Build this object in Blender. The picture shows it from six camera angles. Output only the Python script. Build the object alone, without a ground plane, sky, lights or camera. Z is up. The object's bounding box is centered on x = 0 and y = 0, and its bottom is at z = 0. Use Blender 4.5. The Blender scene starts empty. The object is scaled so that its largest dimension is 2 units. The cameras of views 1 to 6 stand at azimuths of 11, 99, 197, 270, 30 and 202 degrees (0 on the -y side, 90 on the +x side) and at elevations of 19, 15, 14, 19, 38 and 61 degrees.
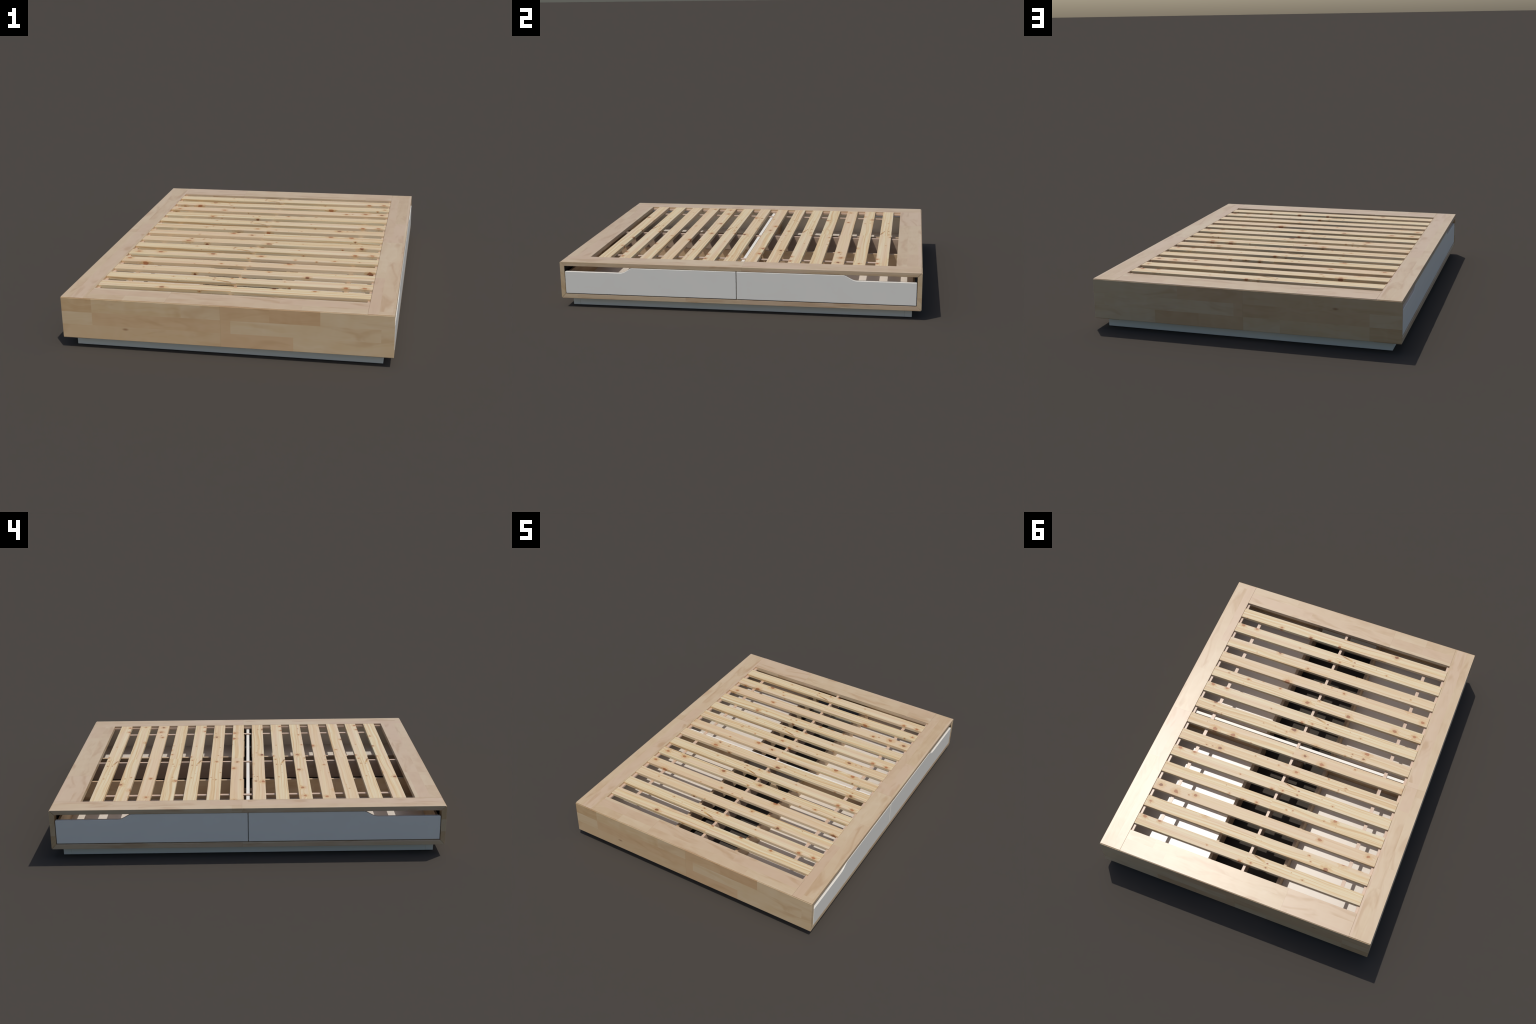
"""Low double bed: birch box frame on a recessed white plinth, pine slats,
four white drawers with finger cut-outs.  Metres, z up, long side along y."""
import bpy, bmesh, math, random
from mathutils import Vector

random.seed(7)

# ------------------------------------------------------------------ sizes
HX, HY = 0.792, 1.0                 # half width / half length of the frame
Z_BOT, Z_TOP = 0.0508, 0.2620       # underside and top of the box frame
T_TOP, T_END, T_BOT = 0.0240, 0.025, 0.0255
RAIL_IN, END_IN = 0.670, 0.860      # opening for the slats
CLEAR = 0.0002                      # hairline between butted boards
SLAT_N, SLAT_W, SLAT_T, SLAT_PITCH = 14, 0.069, 0.0185, 0.12
Z_SLAT = Z_TOP - SLAT_T
LEDGE_IN, LEDGE_TOP, LEDGE_BOT = 0.655, 0.2505, 0.2390
TAPE_X = 0.5425
BEAM_X, BEAM_W, BEAM_BOT = -0.003, 0.016, 0.143


# ------------------------------------------------------------------ node helper
class Nodes:
    def __init__(self, name):
        self.mat = bpy.data.materials.new(name)
        self.mat.use_nodes = True
        self.t = self.mat.node_tree
        self.bsdf = self.t.nodes["Principled BSDF"]

    def put(self, sock, v):
        if isinstance(v, bpy.types.NodeSocket):
            self.t.links.new(v, sock)
        else:
            sock.default_value = v

    def math(self, op, a, b=0.0, c=0.0, clamp=False):
        n = self.t.nodes.new("ShaderNodeMath")
        n.operation = op
        n.use_clamp = clamp
        self.put(n.inputs[0], a)
        self.put(n.inputs[1], b)
        self.put(n.inputs[2], c)
        return n.outputs[0]

    def xyz(self, x=0.0, y=0.0, z=0.0):
        n = self.t.nodes.new("ShaderNodeCombineXYZ")
        for i, v in enumerate((x, y, z)):
            self.put(n.inputs[i], v)
        return n.outputs[0]

    def split(self):
        tc = self.t.nodes.new("ShaderNodeTexCoord")
        s = self.t.nodes.new("ShaderNodeSeparateXYZ")
        self.t.links.new(tc.outputs["Object"], s.inputs[0])
        return s.outputs[0], s.outputs[1], s.outputs[2]

    def white(self, vec):
        n = self.t.nodes.new("ShaderNodeTexWhiteNoise")
        n.noise_dimensions = "3D"
        self.put(n.inputs["Vector"], vec)
        return n.outputs["Value"]

    def noise(self, vec, scale=1.0, detail=2.0, rough=0.5, dist=0.0):
        n = self.t.nodes.new("ShaderNodeTexNoise")
        self.put(n.inputs["Vector"], vec)
        n.inputs["Scale"].default_value = scale
        n.inputs["Detail"].default_value = detail
        n.inputs["Roughness"].default_value = rough
        n.inputs["Distortion"].default_value = dist
        return n.outputs["Fac"]

    def voronoi(self, vec, scale=1.0, jitter=1.0):
        n = self.t.nodes.new("ShaderNodeTexVoronoi")
        n.voronoi_dimensions = "2D"
        self.put(n.inputs["Vector"], vec)
        n.inputs["Scale"].default_value = scale
        n.inputs["Randomness"].default_value = jitter
        return n.outputs["Distance"], n.outputs["Color"]

    def rgb(self, col):
        n = self.t.nodes.new("ShaderNodeSeparateColor")
        self.put(n.inputs[0], col)
        return n.outputs[0], n.outputs[1], n.outputs[2]

    def ramp(self, fac, stops, mode="LINEAR"):
        n = self.t.nodes.new("ShaderNodeValToRGB")
        cr = n.color_ramp
        cr.interpolation = mode
        while len(cr.elements) < len(stops):
            cr.elements.new(0.5)
        for e, (p, c) in zip(cr.elements, stops):
            e.position = p
            e.color = (c, c, c, 1) if not isinstance(c, tuple) else (*c, 1)
        self.put(n.inputs[0], fac)
        return n.outputs[0]

    def smooth(self, v, lo, hi):
        n = self.t.nodes.new("ShaderNodeMapRange")
        n.interpolation_type = "SMOOTHSTEP"
        self.put(n.inputs["Value"], v)
        self.put(n.inputs["From Min"], lo)
        self.put(n.inputs["From Max"], hi)
        return n.outputs[0]

    def mix(self, fac, a, b, mode="MIX"):
        n = self.t.nodes.new("ShaderNodeMix")
        n.data_type = "RGBA"
        n.blend_type = mode
        self.put(n.inputs[0], fac)
        self.put(n.inputs[6], a if isinstance(a, bpy.types.NodeSocket) else (*a, 1))
        self.put(n.inputs[7], b if isinstance(b, bpy.types.NodeSocket) else (*b, 1))
        return n.outputs[2]

    def finish(self, col, rough, spec=0.5, bump=None, bump_s=0.1):
        self.put(self.bsdf.inputs["Base Color"], col if isinstance(col, bpy.types.NodeSocket) else (*col, 1))
        self.put(self.bsdf.inputs["Roughness"], rough)
        self.bsdf.inputs["Specular IOR Level"].default_value = spec
        if bump is not None:
            b = self.t.nodes.new("ShaderNodeBump")
            b.inputs["Strength"].default_value = bump_s
            b.inputs["Distance"].default_value = 0.001
            self.put(b.inputs["Height"], bump)
            self.t.links.new(b.outputs[0], self.bsdf.inputs["Normal"])
        return self.mat


# ------------------------------------------------------------------ materials
def birch(name, axis, seed, row=0.042, dark=(0.515, 0.325, 0.175), mid=(0.63, 0.465, 0.285),
          light=(0.695, 0.550, 0.370), pink=(0.64, 0.445, 0.303), contrast=1.0, rough=0.335, off=0.0,
          cut=0.0, stave=0.34, staves=(), knot=None, blotch=0.75):
    """Edge-glued birch: staves of random length along `axis`, each with a tone
    of its own, soft cathedral figure, faint reddish clouds and pin streaks.
    Two panels meet in a straight butt joint at `cut`."""
    n = Nodes(name)
    x, y, z = n.split()
    along, across = {"x": (x, n.math("ADD", y, z)), "y": (y, n.math("ADD", x, z)),
                     "z": (z, n.math("ADD", x, y))}[axis]
    across = n.math("ADD", across, off)
    side = n.math("MULTIPLY", n.math("GREATER_THAN", along, cut), 5.3)
    info = n.t.nodes.new("ShaderNodeObjectInfo")
    sd = n.math("ADD", n.math("ADD", side, seed), n.math("MULTIPLY", info.outputs["Random"], 23.0))
    r = n.math("FLOOR", n.math("DIVIDE", across, row))
    rr = n.white(n.xyz(r, sd, 1.3))
    length = n.math("ADD", stave, n.math("MULTIPLY", rr, stave))
    u = n.math("ADD", n.math("DIVIDE", along, length), n.math("MULTIPLY", rr, 17.0))
    c = n.math("FLOOR", u)
    tone = n.white(n.xyz(r, c, n.math("ADD", sd, 3.7)))
    hue = n.white(n.xyz(r, c, n.math("ADD", sd, 9.1)))
    # staves with a set place: (start, end, low edge, high edge, tone, redness)
    for a0, a1, z0, z1, tv, hv in staves:
        m = n.math("MULTIPLY", n.math("GREATER_THAN", along, a0), n.math("LESS_THAN", along, a1))
        m = n.math("MULTIPLY", m, n.math("GREATER_THAN", z, z0))
        m = n.math("MULTIPLY", m, n.math("LESS_THAN", z, z1))
        tone = n.math("ADD", n.math("MULTIPLY", tone, n.math("SUBTRACT", 1.0, m)), n.math("MULTIPLY", m, tv))
        hue = n.math("ADD", n.math("MULTIPLY", hue, n.math("SUBTRACT", 1.0, m)), n.math("MULTIPLY", m, hv))
    # figure inside the stave
    shift = n.math("ADD", n.math("MULTIPLY", tone, 41.0), sd)
    warp = n.noise(n.xyz(n.math("MULTIPLY", along, 4.0), n.math("MULTIPLY", across, 10.0), shift), 1.0, 2.0)
    fig_p = n.math("ADD", n.math("MULTIPLY", across, 55.0), n.math("MULTIPLY", warp, 10.0))
    figure = n.noise(n.xyz(n.math("MULTIPLY", along, 2.2), fig_p, shift), 0.55, 3.0, 0.55)
    streak = n.noise(n.xyz(n.math("MULTIPLY", along, 7.0), n.math("MULTIPLY", across, 330.0), shift), 1.0, 2.0, 0.6)
    cloud = n.noise(n.xyz(n.math("MULTIPLY", along, 4.0), n.math("MULTIPLY", across, 12.0),
                          n.math("ADD", shift, 7.7)), 1.0, 2.5, 0.55, 0.8)
    flame = n.noise(n.xyz(n.math("MULTIPLY", along, 17.0), n.math("MULTIPLY", across, 9.0),
                          n.math("ADD", shift, 2.2)), 1.0, 1.5, 0.5, 0.5)
    t = n.math("ADD", n.math("MULTIPLY", n.math("SUBTRACT", tone, 0.5), 0.7 * contrast), 0.56)
    t = n.math("ADD", t, n.math("MULTIPLY", n.math("SUBTRACT", figure, 0.5), 0.65))
    t = n.math("ADD", t, n.math("MULTIPLY", n.math("SUBTRACT", flame, 0.5), 0.35))
    t = n.math("ADD", t, n.math("MULTIPLY", n.math("SUBTRACT", streak, 0.5), 0.16), clamp=True)
    base = n.ramp(t, [(0.0, dark), (0.5, mid), (1.0, light)])
    pk = n.math("MULTIPLY", n.smooth(hue, 0.3, 1.0), 0.55)
    base = n.mix(pk, base, pink)
    blot = n.math("MULTIPLY", n.smooth(cloud, 0.50, 0.72), blotch)
    base = n.mix(blot, base, dark)
    if knot:
        kx = n.math("DIVIDE", n.math("SUBTRACT", along, knot[0]), 0.020)
        kz = n.math("DIVIDE", n.math("SUBTRACT", z, knot[1]), 0.0085)
        kr = n.math("SQRT", n.math("ADD", n.math("MULTIPLY", kx, kx), n.math("MULTIPLY", kz, kz)))
        base = n.mix(n.math("MULTIPLY", n.math("SUBTRACT", 1.0, n.smooth(kr, 0.1, 1.1)), 0.75), base, (0.30, 0.14, 0.06))
    # hairline where the two halves are butted
    seam = n.math("SUBTRACT", 1.0, n.smooth(n.math("ABSOLUTE", n.math("SUBTRACT", along, cut)), 0.0003, 0.0012))
    base = n.mix(n.math("MULTIPLY", seam, 0.35), base, tuple(d * 0.75 for d in dark))
    return n.finish(base, rough, 0.5, streak, 0.04)


def pine(name, seed, pocket=False):
    """Pale pine slat: fine straight grain along x, honey / pinkish bands, halo'd
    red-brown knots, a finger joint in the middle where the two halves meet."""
    n = Nodes(name)
    x, y, z = n.split()
    half = n.math("GREATER_THAN", x, 0.0)
    info = n.t.nodes.new("ShaderNodeObjectInfo")
    rnd = 0.37 if pocket else info.outputs["Random"]
    s = n.math("ADD", n.math("MULTIPLY", rnd, 57.0), n.math("ADD", n.math("MULTIPLY", half, 13.7), seed))
    # cross coordinate that runs over the top and down the flanks
    w = n.math("ADD", y, n.math("MULTIPLY", z, 0.9))

    def knots(fx, fw, kx, kw, keep, size):
        v = n.xyz(n.math("ADD", n.math("MULTIPLY", x, fx), n.math("MULTIPLY", s, kx)),
                  n.math("ADD", n.math("MULTIPLY", w, fw), n.math("MULTIPLY", s, kw)), 0.0)
        wob = n.noise(n.xyz(n.math("MULTIPLY", x, 70.0), n.math("MULTIPLY", w, 110.0), s), 1.0, 1.5)
        d, col = n.voronoi(v, 1.0, 0.85)
        d = n.math("MULTIPLY", d, n.math("ADD", 0.4, n.math("MULTIPLY", wob, 1.2)))
        a, b, c = n.rgb(col)
        on = n.math("GREATER_THAN", a, keep)
        rad = n.math("MULTIPLY", n.math("ADD", 0.35, b), size)
        core = n.math("SUBTRACT", 1.0, n.smooth(d, n.math("MULTIPLY", rad, 0.6), rad))
        halo = n.math("SUBTRACT", 1.0, n.smooth(d, rad, n.math("MULTIPLY", rad, 2.7)))
        return n.math("MULTIPLY", core, on), n.math("MULTIPLY", halo, on), c

    c1, h1, k1 = knots(10.0, 14.0, 3.1, 7.3, 0.68, 0.142)
    c2, h2, k2 = knots(27.0, 36.0, 5.9, 2.7, 0.955, 0.130)
    core = n.math("MAXIMUM", c1, n.math("MULTIPLY", c2, 0.85))
    halo = n.math("MAXIMUM", h1, n.math("MULTIPLY", h2, 0.7))
    sway = n.noise(n.xyz(n.math("MULTIPLY", x, 2.4), n.math("MULTIPLY", w, 9.0), s), 1.0, 1.0)
    ring_p = n.math("ADD", n.math("ADD", n.math("MULTIPLY", w, 95.0), n.math("MULTIPLY", sway, 3.6)),
                    n.math("MULTIPLY", halo, 0.9))
    ring = n.noise(n.xyz(n.math("MULTIPLY", x, 0.9), ring_p, s), 1.0, 3.0, 0.62)
    fine = n.noise(n.xyz(n.math("MULTIPLY", x, 9.0), n.math("MULTIPLY", w, 520.0), s), 1.0, 2.0, 0.6)
    tone = n.white(n.xyz(s, 4.4, 2.0))
    wash = n.noise(n.xyz(n.math("MULTIPLY", x, 1.6), n.math("MULTIPLY", w, 26.0), n.math("ADD", s, 5.0)), 1.0, 1.5)
    t = n.math("ADD", n.math("MULTIPLY", ring, 0.85), n.math("MULTIPLY", fine, 0.15), clamp=True)
    base = n.ramp(t, [(0.36, (0.785, 0.665, 0.435)), (0.47, (0.755, 0.600, 0.358)), (0.56, (0.715, 0.505, 0.262)),
                      (0.66, (0.60, 0.370, 0.165))])
    base = n.mix(n.math("MULTIPLY", n.smooth(wash, 0.44, 0.66), 0.55), base, (0.745, 0.545, 0.370))
    base = n.mix(n.math("MULTIPLY", n.smooth(tone, 0.45, 1.0), 0.50), base, (0.735, 0.535, 0.335))
    base = n.mix(n.math("MULTIPLY", halo, 0.5), base, (0.63, 0.36, 0.13))
    knot_c = n.mix(n.smooth(k1, 0.5, 0.95), (0.45, 0.17, 0.06), (0.24, 0.08, 0.03))
    base = n.mix(n.math("MULTIPLY", core, 0.92), base, knot_c)
    if pocket:   # lens-shaped resin pocket beside the joint, running out into a pin knot
        px = n.math("DIVIDE", n.math("ADD", x, 0.070), 0.050)
        lean = n.math("MULTIPLY", n.math("ADD", x, 0.070), 0.28)
        py = n.math("DIVIDE", n.math("ADD", n.math("ADD", y, 0.021), lean), 0.0080)
        wob = n.math("MULTIPLY", n.math("SUBTRACT", n.noise(n.xyz(n.math("MULTIPLY", x, 60.0), n.math("MULTIPLY", y, 160.0), 1.0)), 0.5), 0.7)
        rad = n.math("ADD", n.math("SQRT", n.math("ADD", n.math("MULTIPLY", px, px), n.math("MULTIPLY", py, py))), wob)
        inside = n.math("SUBTRACT", 1.0, n.smooth(rad, 0.6, 1.05))
        edge = n.math("SUBTRACT", 1.0, n.smooth(n.math("ABSOLUTE", n.math("ADD", py, n.math("MULTIPLY", px, -0.25))), 0.15, 0.55))
        rim = n.math("MULTIPLY", n.math("MULTIPLY", inside, edge), n.smooth(px, -0.5, 0.3))
        base = n.mix(n.math("MULTIPLY", inside, 0.75), base, (0.62, 0.36, 0.11))
        base = n.mix(n.math("MULTIPLY", rim, 0.9), base, (0.20, 0.085, 0.03))
        kx = n.math("DIVIDE", n.math("ADD", x, 0.118), 0.0075)
        ky = n.math("DIVIDE", n.math("ADD", y, 0.010), 0.0045)
        kr = n.math("SQRT", n.math("ADD", n.math("MULTIPLY", kx, kx), n.math("MULTIPLY", ky, ky)))
        base = n.mix(n.math("SUBTRACT", 1.0, n.smooth(kr, 0.5, 1.2)), base, (0.40, 0.15, 0.06))
    return n.finish(base, 0.50, 0.45, t, 0.05)


def lacquer(name, col, rough=0.35):
    n = Nodes(name)
    x, y, z = n.split()
    f = n.noise(n.xyz(x, y, z), 6.0, 3.0)
    c = n.mix(n.smooth(f, 0.3, 0.7), tuple(v * 0.985 for v in col), col)
    peel = n.noise(n.xyz(x, y, z), 260.0, 1.0)
    return n.finish(c, rough, 0.5, peel, 0.015)


M_RAIL = birch("birch_long_grain", "y", 11.0, row=0.061, contrast=0.5, cut=0.03, stave=0.45)
M_END = birch("birch_cross_grain", "x", 23.0, row=0.061, contrast=0.5, cut=-0.28, stave=0.45)
PANEL_STAVES = (
    (-0.80, -0.64, 0.033, 0.2, 0.12, 0.2), (-0.64, -0.20, 0.033, 0.2, 0.52, 0.2), (-0.20, -0.012, 0.033, 0.2, 0.70, 0.1),
    (-0.012, 0.22, 0.033, 0.2, 0.17, 0.7), (0.22, 0.456, 0.033, 0.2, 0.02, 0.7), (0.456, 0.80, 0.033, 0.2, 0.84, 0.0),
    (-0.80, -0.64, -0.032, 0.033, 0.74, 0.1), (-0.64, -0.012, -0.032, 0.033, 0.40, 0.75),
    (-0.012, 0.036, -0.032, 0.033, 0.36, 0.8), (0.036, 0.733, -0.032, 0.033, 0.80, 0.1), (0.733, 0.80, -0.032, 0.033, 0.72, 0.1),
    (-0.80, -0.012, -0.2, -0.032, 0.50, 0.6), (-0.012, 0.331, -0.2, -0.032, 0.40, 0.9), (0.331, 0.80, -0.2, -0.032, 0.66, 0.15))
M_PANEL = birch("birch_panel", "x", 5.0, row=0.065, contrast=0.95, off=0.0445, cut=-0.012, stave=0.5,
                dark=(0.50, 0.295, 0.138), mid=(0.63, 0.448, 0.248), light=(0.685, 0.530, 0.345),
                pink=(0.62, 0.390, 0.220), blotch=0.45, staves=PANEL_STAVES, knot=(-0.476, -0.044))
M_BOX = birch("birch_drawer_box", "x", 31.0, row=0.06, contrast=0.4, rough=0.45)
M_BOXY = birch("birch_drawer_back", "y", 37.0, row=0.06, contrast=0.4, rough=0.45)
M_TAPE = birch("birch_strip", "y", 43.0, row=0.2, contrast=0.2, rough=0.36,
               mid=(0.66, 0.48, 0.35), light=(0.72, 0.56, 0.43), dark=(0.58, 0.40, 0.27))
M_PINE = pine("pine_slat", 2.0)
M_PINE_POCKET = pine("pine_slat_resin", 6.0, pocket=True)
M_WHITE = lacquer("white_lacquer", (0.925, 0.888, 0.795), 0.42)
M_FLOOR = lacquer("white_board", (0.87, 0.80, 0.71), 0.30)
M_NEAR_BLACK = lacquer("near_black_plate", (0.006, 0.005, 0.005), 0.8)
M_PLINTH = lacquer("white_plinth", (0.88, 0.85, 0.725), 0.5)


# ------------------------------------------------------------------ mesh helpers
bed = bpy.data.objects.new("bed_frame", None)
bed.empty_display_size = 0.2
bpy.context.scene.collection.objects.link(bed)
bed["label"] = "low birch bed frame with pine slats and white drawers"
bed["category"] = "bed"


def link(obj, parent=None):
    bpy.context.scene.collection.objects.link(obj)
    obj.parent = parent or bed
    return obj


def prism_mesh(name, profile, plane, a, b, mat, bevel=0.0015, segs=2, mitre=0.0):
    """Closed profile drawn in `plane` ('yz','xz','xy') and drawn out from a to b.
    Vertices are stored around the piece's own centre, which is returned."""
    bm = bmesh.new()
    def place(p, q, w):
        return {"yz": (w, p, q), "xz": (p, w, q), "xy": (p, q, w)}[plane]
    lo = [bm.verts.new(place(p, q, a)) for p, q in profile]
    hi = [bm.verts.new(place(p, q, b)) for p, q in profile]
    m = len(profile)
    bm.faces.new(lo)
    bm.faces.new(hi[::-1])
    for i in range(m):
        j = (i + 1) % m
        bm.faces.new((lo[i], hi[i], hi[j], lo[j]))
    bmesh.ops.recalc_face_normals(bm, faces=bm.faces)
    if bevel > 0:
        if mitre > 0:      # feather edges of a mitre are eased into a V groove
            acute = [e for e in bm.edges if e.calc_face_angle(0.0) > 1.9]
            bmesh.ops.bevel(bm, geom=acute, offset=mitre, segments=1, profile=0.5,
                            affect="EDGES", clamp_overlap=True)
        sharp = [e for e in bm.edges if e.calc_face_angle(0.0) > 0.5]
        bmesh.ops.bevel(bm, geom=sharp, offset=bevel, segments=segs, profile=0.5,
                        affect="EDGES", clamp_overlap=True)
    cs = [v.co for v in bm.verts]
    mid = Vector([(min(c[i] for c in cs) + max(c[i] for c in cs)) / 2 for i in range(3)])
    for v in bm.verts:
        v.co -= mid
    me = bpy.data.meshes.new(name)
    bm.to_mesh(me)
    bm.free()
    me.materials.append(mat)
    return me, mid


def prism(name, profile, plane, a, b, mat, parent=None, bevel=0.0015, segs=2, mitre=0.0):
    me, mid = prism_mesh(name, profile, plane, a, b, mat, bevel, segs, mitre)
    o = link(bpy.data.objects.new(name, me), parent)
    o.location = mid
    return o


def board(name, x0, x1, y0, y1, z0, z1, mat, parent=None, bevel=0.0015, segs=2):
    return prism(name, [(x0, z0), (x1, z0), (x1, z1), (x0, z1)], "xz", y0, y1, mat, parent, bevel, segs)


def join(name, objs):
    """Fuse several boards into one mesh kept in place."""
    bm = bmesh.new()
    mats = []
    for o in objs:
        tmp = o.data.copy()
        slot = o.data.materials[0]
        if slot not in mats:
            mats.append(slot)
        tmp.transform(o.matrix_basis)
        k = len(bm.faces)
        bm.from_mesh(tmp)
        bm.faces.ensure_lookup_table()
        for f in bm.faces[k:]:
            f.material_index = mats.index(slot)
        bpy.data.meshes.remove(tmp)
    cs = [v.co for v in bm.verts]
    mid = Vector([(min(c[i] for c in cs) + max(c[i] for c in cs)) / 2 for i in range(3)])
    for v in bm.verts:
        v.co -= mid
    me = bpy.data.meshes.new(name)
    bm.to_mesh(me)
    bm.free()
    for m in mats:
        me.materials.append(m)
    par = objs[0].parent
    for o in objs:
        old = o.data
        bpy.data.objects.remove(o)
        bpy.data.meshes.remove(old)
    r = link(bpy.data.objects.new(name, me), par)
    r.location = mid
    return r


# ------------------------------------------------------------------ box frame
c = CLEAR
m = 0.0004                           # clearance in the mitres
zt, zu = Z_TOP, Z_TOP - T_TOP        # top boards
zb, zl = Z_BOT, Z_BOT + T_BOT        # bottom boards
yi = HY - T_END                      # inner face of the end panels

for sx in (1, -1):
    a, b = sorted((sx * RAIL_IN, sx * HX))
    prism("bed_rail", [(-HY + 3 * m, zt), (HY - 3 * m, zt), (yi - m, zu), (-yi + m, zu)],
          "yz", a, b, M_RAIL, bevel=0.0014, mitre=0.0034)
    a, b = sorted((sx * 0.66, sx * HX))
    prism("base_rail", [(-HY + 3 * m, zb), (HY - 3 * m, zb), (yi - m, zl), (-yi + m, zl)],
          "yz", a, b, M_RAIL, bevel=0.0014, mitre=0.0034)

for sy in (1, -1):
    prism("end_board", [(sy * END_IN, zt), (sy * (HY - 2 * c), zt), (sy * (yi - c), zu), (sy * END_IN, zu)],
          "yz", -RAIL_IN + c, RAIL_IN - c, M_END, bevel=0.0006, mitre=0.0034)

# the two end panels are the same board, one turned over
panel = prism("end_panel", [(-HY, zb + 2 * c), (-HY, zt - 2 * c), (-yi, zu - c), (-yi, zl + c)],
              "yz", -HX, HX, M_PANEL, bevel=0.0015, mitre=0.0034)
other = link(panel.copy())
other.location.y = -panel.location.y
other.rotation_euler = (math.pi, 0.0, 0.0)

# recessed plinth
for sy in (1, -1):
    a, b = sorted((sy * 0.911, sy * 0.950))
    board("plinth_board", -0.742, 0.742, a, b, 0.0, zb - c, M_PLINTH, bevel=0.0006, segs=1)
for sx in (1, -1):
    a, b = sorted((sx * 0.703, sx * 0.742))
    board("plinth_board", a, b, -0.911 + 2 * c, 0.911 - 2 * c, 0.0, zb - c, M_PLINTH, bevel=0.0006, segs=1)

# ------------------------------------------------------------------ slat carriers
for sx in (1, -1):
    a, b = sorted((sx * LEDGE_IN, sx * (RAIL_IN - c)))
    board("slat_ledge", a, b, -END_IN + c, END_IN - c, LEDGE_BOT, LEDGE_TOP, M_TAPE, bevel=0.0008, segs=1)
    board("slat_strip", sx * TAPE_X - 0.010, sx * TAPE_X + 0.010, -0.800, 0.800,
          Z_SLAT - 0.0045, Z_SLAT - 0.0003, M_TAPE, bevel=0.0005, segs=1)
board("support_beam", BEAM_X - BEAM_W / 2, BEAM_X + BEAM_W / 2, -yi + c, yi - c, BEAM_BOT, Z_SLAT - 0.0003, M_TAPE, bevel=0.001)
join("support_leg", [
    board("post", -0.030, 0.022, -0.011, 0.011, 0.0, BEAM_BOT - c, M_BOX),
    board("foot", -0.034, 0.018, -0.034, 0.034, 0.0, 0.070, M_BOX)])
prism("divider_panel", [(-0.765, 0.2382), (-0.765, zl + c), (-0.215, zl + c), (-0.19, 0.100),
                        (0.19, 0.100), (0.215, zl + c), (0.765, zl + c), (0.765, 0.2382)],
      "xz", -0.0088, 0.0088, M_WHITE, bevel=0.0006, segs=1)

# ------------------------------------------------------------------ slats (shared mesh)
h = 0.669
le = LEDGE_IN - 0.0005
zr = LEDGE_TOP + 0.0003
slat_profile = [(-h, zt - c), (h, zt - c), (h, zr), (le, zr), (le, Z_SLAT), (-le, Z_SLAT), (-le, zr), (-h, zr)]
slat_me, slat_mid = prism_mesh("slat", slat_profile, "xz", -SLAT_W / 2, SLAT_W / 2, M_PINE, 0.0013, 2)
slat_me2 = slat_me.copy()
slat_me2.materials.clear()
slat_me2.materials.append(M_PINE_POCKET)
for i in range(SLAT_N):
    o = bpy.data.objects.new("slat", slat_me2 if i % 4 == 1 else slat_me)
    link(o)
    slip = -0.002 if i == 12 else 0.0
    o.location = (slat_mid.x, (i - (SLAT_N - 1) / 2) * SLAT_PITCH + slip, slat_mid.z)


# ------------------------------------------------------------------ drawers
def round_corner(p0, p1, p2, r, k=6):
    """Arc of radius r that replaces the corner p1."""
    a = (Vector(p0) - Vector(p1)).normalized()
    b = (Vector(p2) - Vector(p1)).normalized()
    half = a.angle(b) / 2
    d = r / math.tan(half)
    cen = Vector(p1) + (a + b).normalized() * (r / math.sin(half))
    s, e = Vector(p1) + a * d - cen, Vector(p1) + b * d - cen
    out = []
    ang = math.atan2(s.x * e.y - s.y * e.x, s.dot(e))
    for i in range(k + 1):
        t = ang * i / k
        v = Vector((s.x * math.cos(t) - s.y * math.sin(t), s.x * math.sin(t) + s.y * math.cos(t)))
        out.append(tuple(cen + v))
    return out


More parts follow.
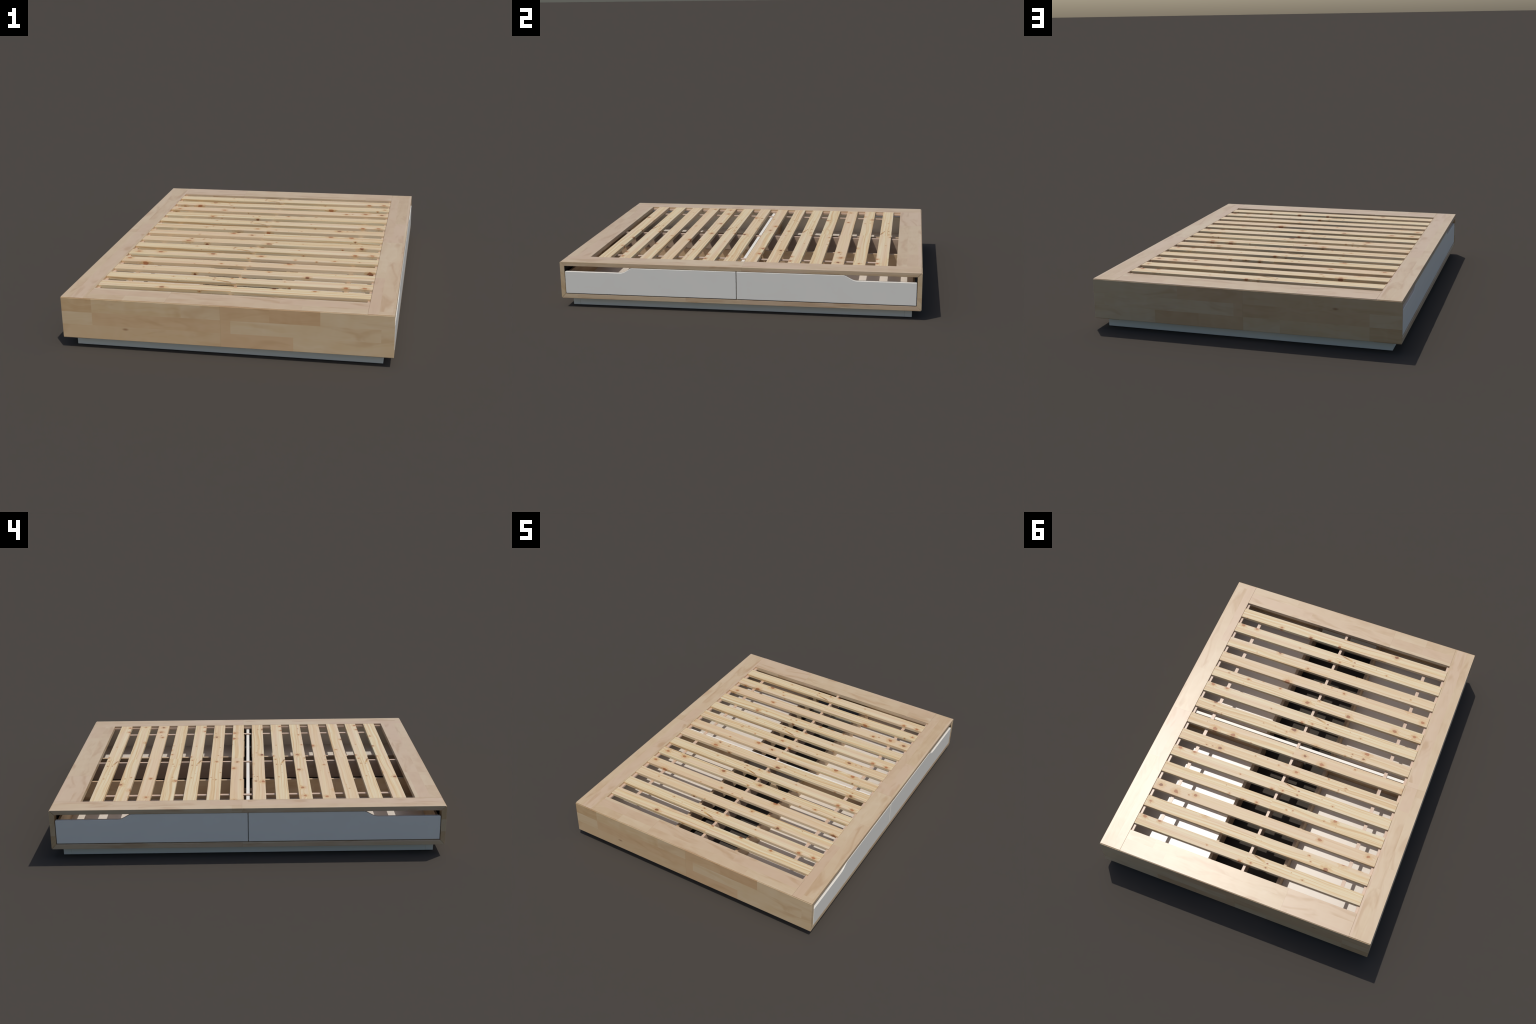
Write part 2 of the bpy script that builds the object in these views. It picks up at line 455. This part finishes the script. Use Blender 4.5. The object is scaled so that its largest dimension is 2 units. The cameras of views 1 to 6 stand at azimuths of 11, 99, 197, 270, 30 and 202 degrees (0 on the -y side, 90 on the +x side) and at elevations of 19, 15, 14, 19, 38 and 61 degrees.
def drawer(sx, sy):
    z0, z_hi, z_lo = 0.0804, 0.2360, 0.2068
    y_in, y_out = 0.0021, 0.9718
    slope = [(0.590, z_hi), (0.640, z_lo)]
    outline = [(y_in, z0)]
    outline += [(y_in, z_hi)]
    outline += round_corner((y_in, z_hi), slope[0], slope[1], 0.020, 5)
    outline += round_corner(slope[0], slope[1], (y_out, z_lo), 0.060, 8)
    outline += round_corner((slope[1][0] + 0.1, z_lo), (y_out, z_lo), (y_out, z0), 0.004, 4)
    outline += [(y_out, z0)]
    prof = [(sy * p, q) for p, q in outline]
    # fronts stand a hair proud on one long side, a little back on the other
    xf0, xf1 = (0.7745, 0.7932) if sx > 0 else (0.7705, 0.7890)
    a, b = sorted((sx * xf0, sx * xf1))
    # wooden tray: two cheeks and a back
    x0, x1 = sorted((sx * 0.212, sx * (xf0 - c)))
    walls = []
    for w0, w1 in ((0.021, 0.034), (0.950, 0.963)):
        p, q = sorted((sy * w0, sy * w1))
        walls.append(board("cheek", x0, x1, p, q, 0.0805, 0.203, M_BOX))
    p, q = sorted((sy * 0.021, sy * 0.963))
    bx0, bx1 = sorted((sx * 0.194, sx * 0.2118))
    walls.append(board("back", bx0, bx1, p, q, 0.0805, 0.203, M_BOXY))
    box = join("drawer", walls)
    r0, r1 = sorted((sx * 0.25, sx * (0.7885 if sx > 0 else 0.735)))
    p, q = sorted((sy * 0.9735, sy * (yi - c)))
    board("dark_gap_plate", r0, r1, p, q, 0.150, zu - 0.0008, M_NEAR_BLACK, bevel=0.0005, segs=1)  # thin near-black plate against the end panel's inner face, beside the drawer
    fl0, fl1 = sorted((sy * (0.034 + c), sy * (0.950 - c)))
    for o in (prism("drawer_front", prof, "yz", a, b, M_WHITE, bevel=0.0018, segs=3),
              board("drawer_floor", x0, x1, fl0, fl1, 0.0865, 0.0925, M_FLOOR, bevel=0)):
        loc = o.location.copy()
        o.parent = box
        o.location = loc - box.location


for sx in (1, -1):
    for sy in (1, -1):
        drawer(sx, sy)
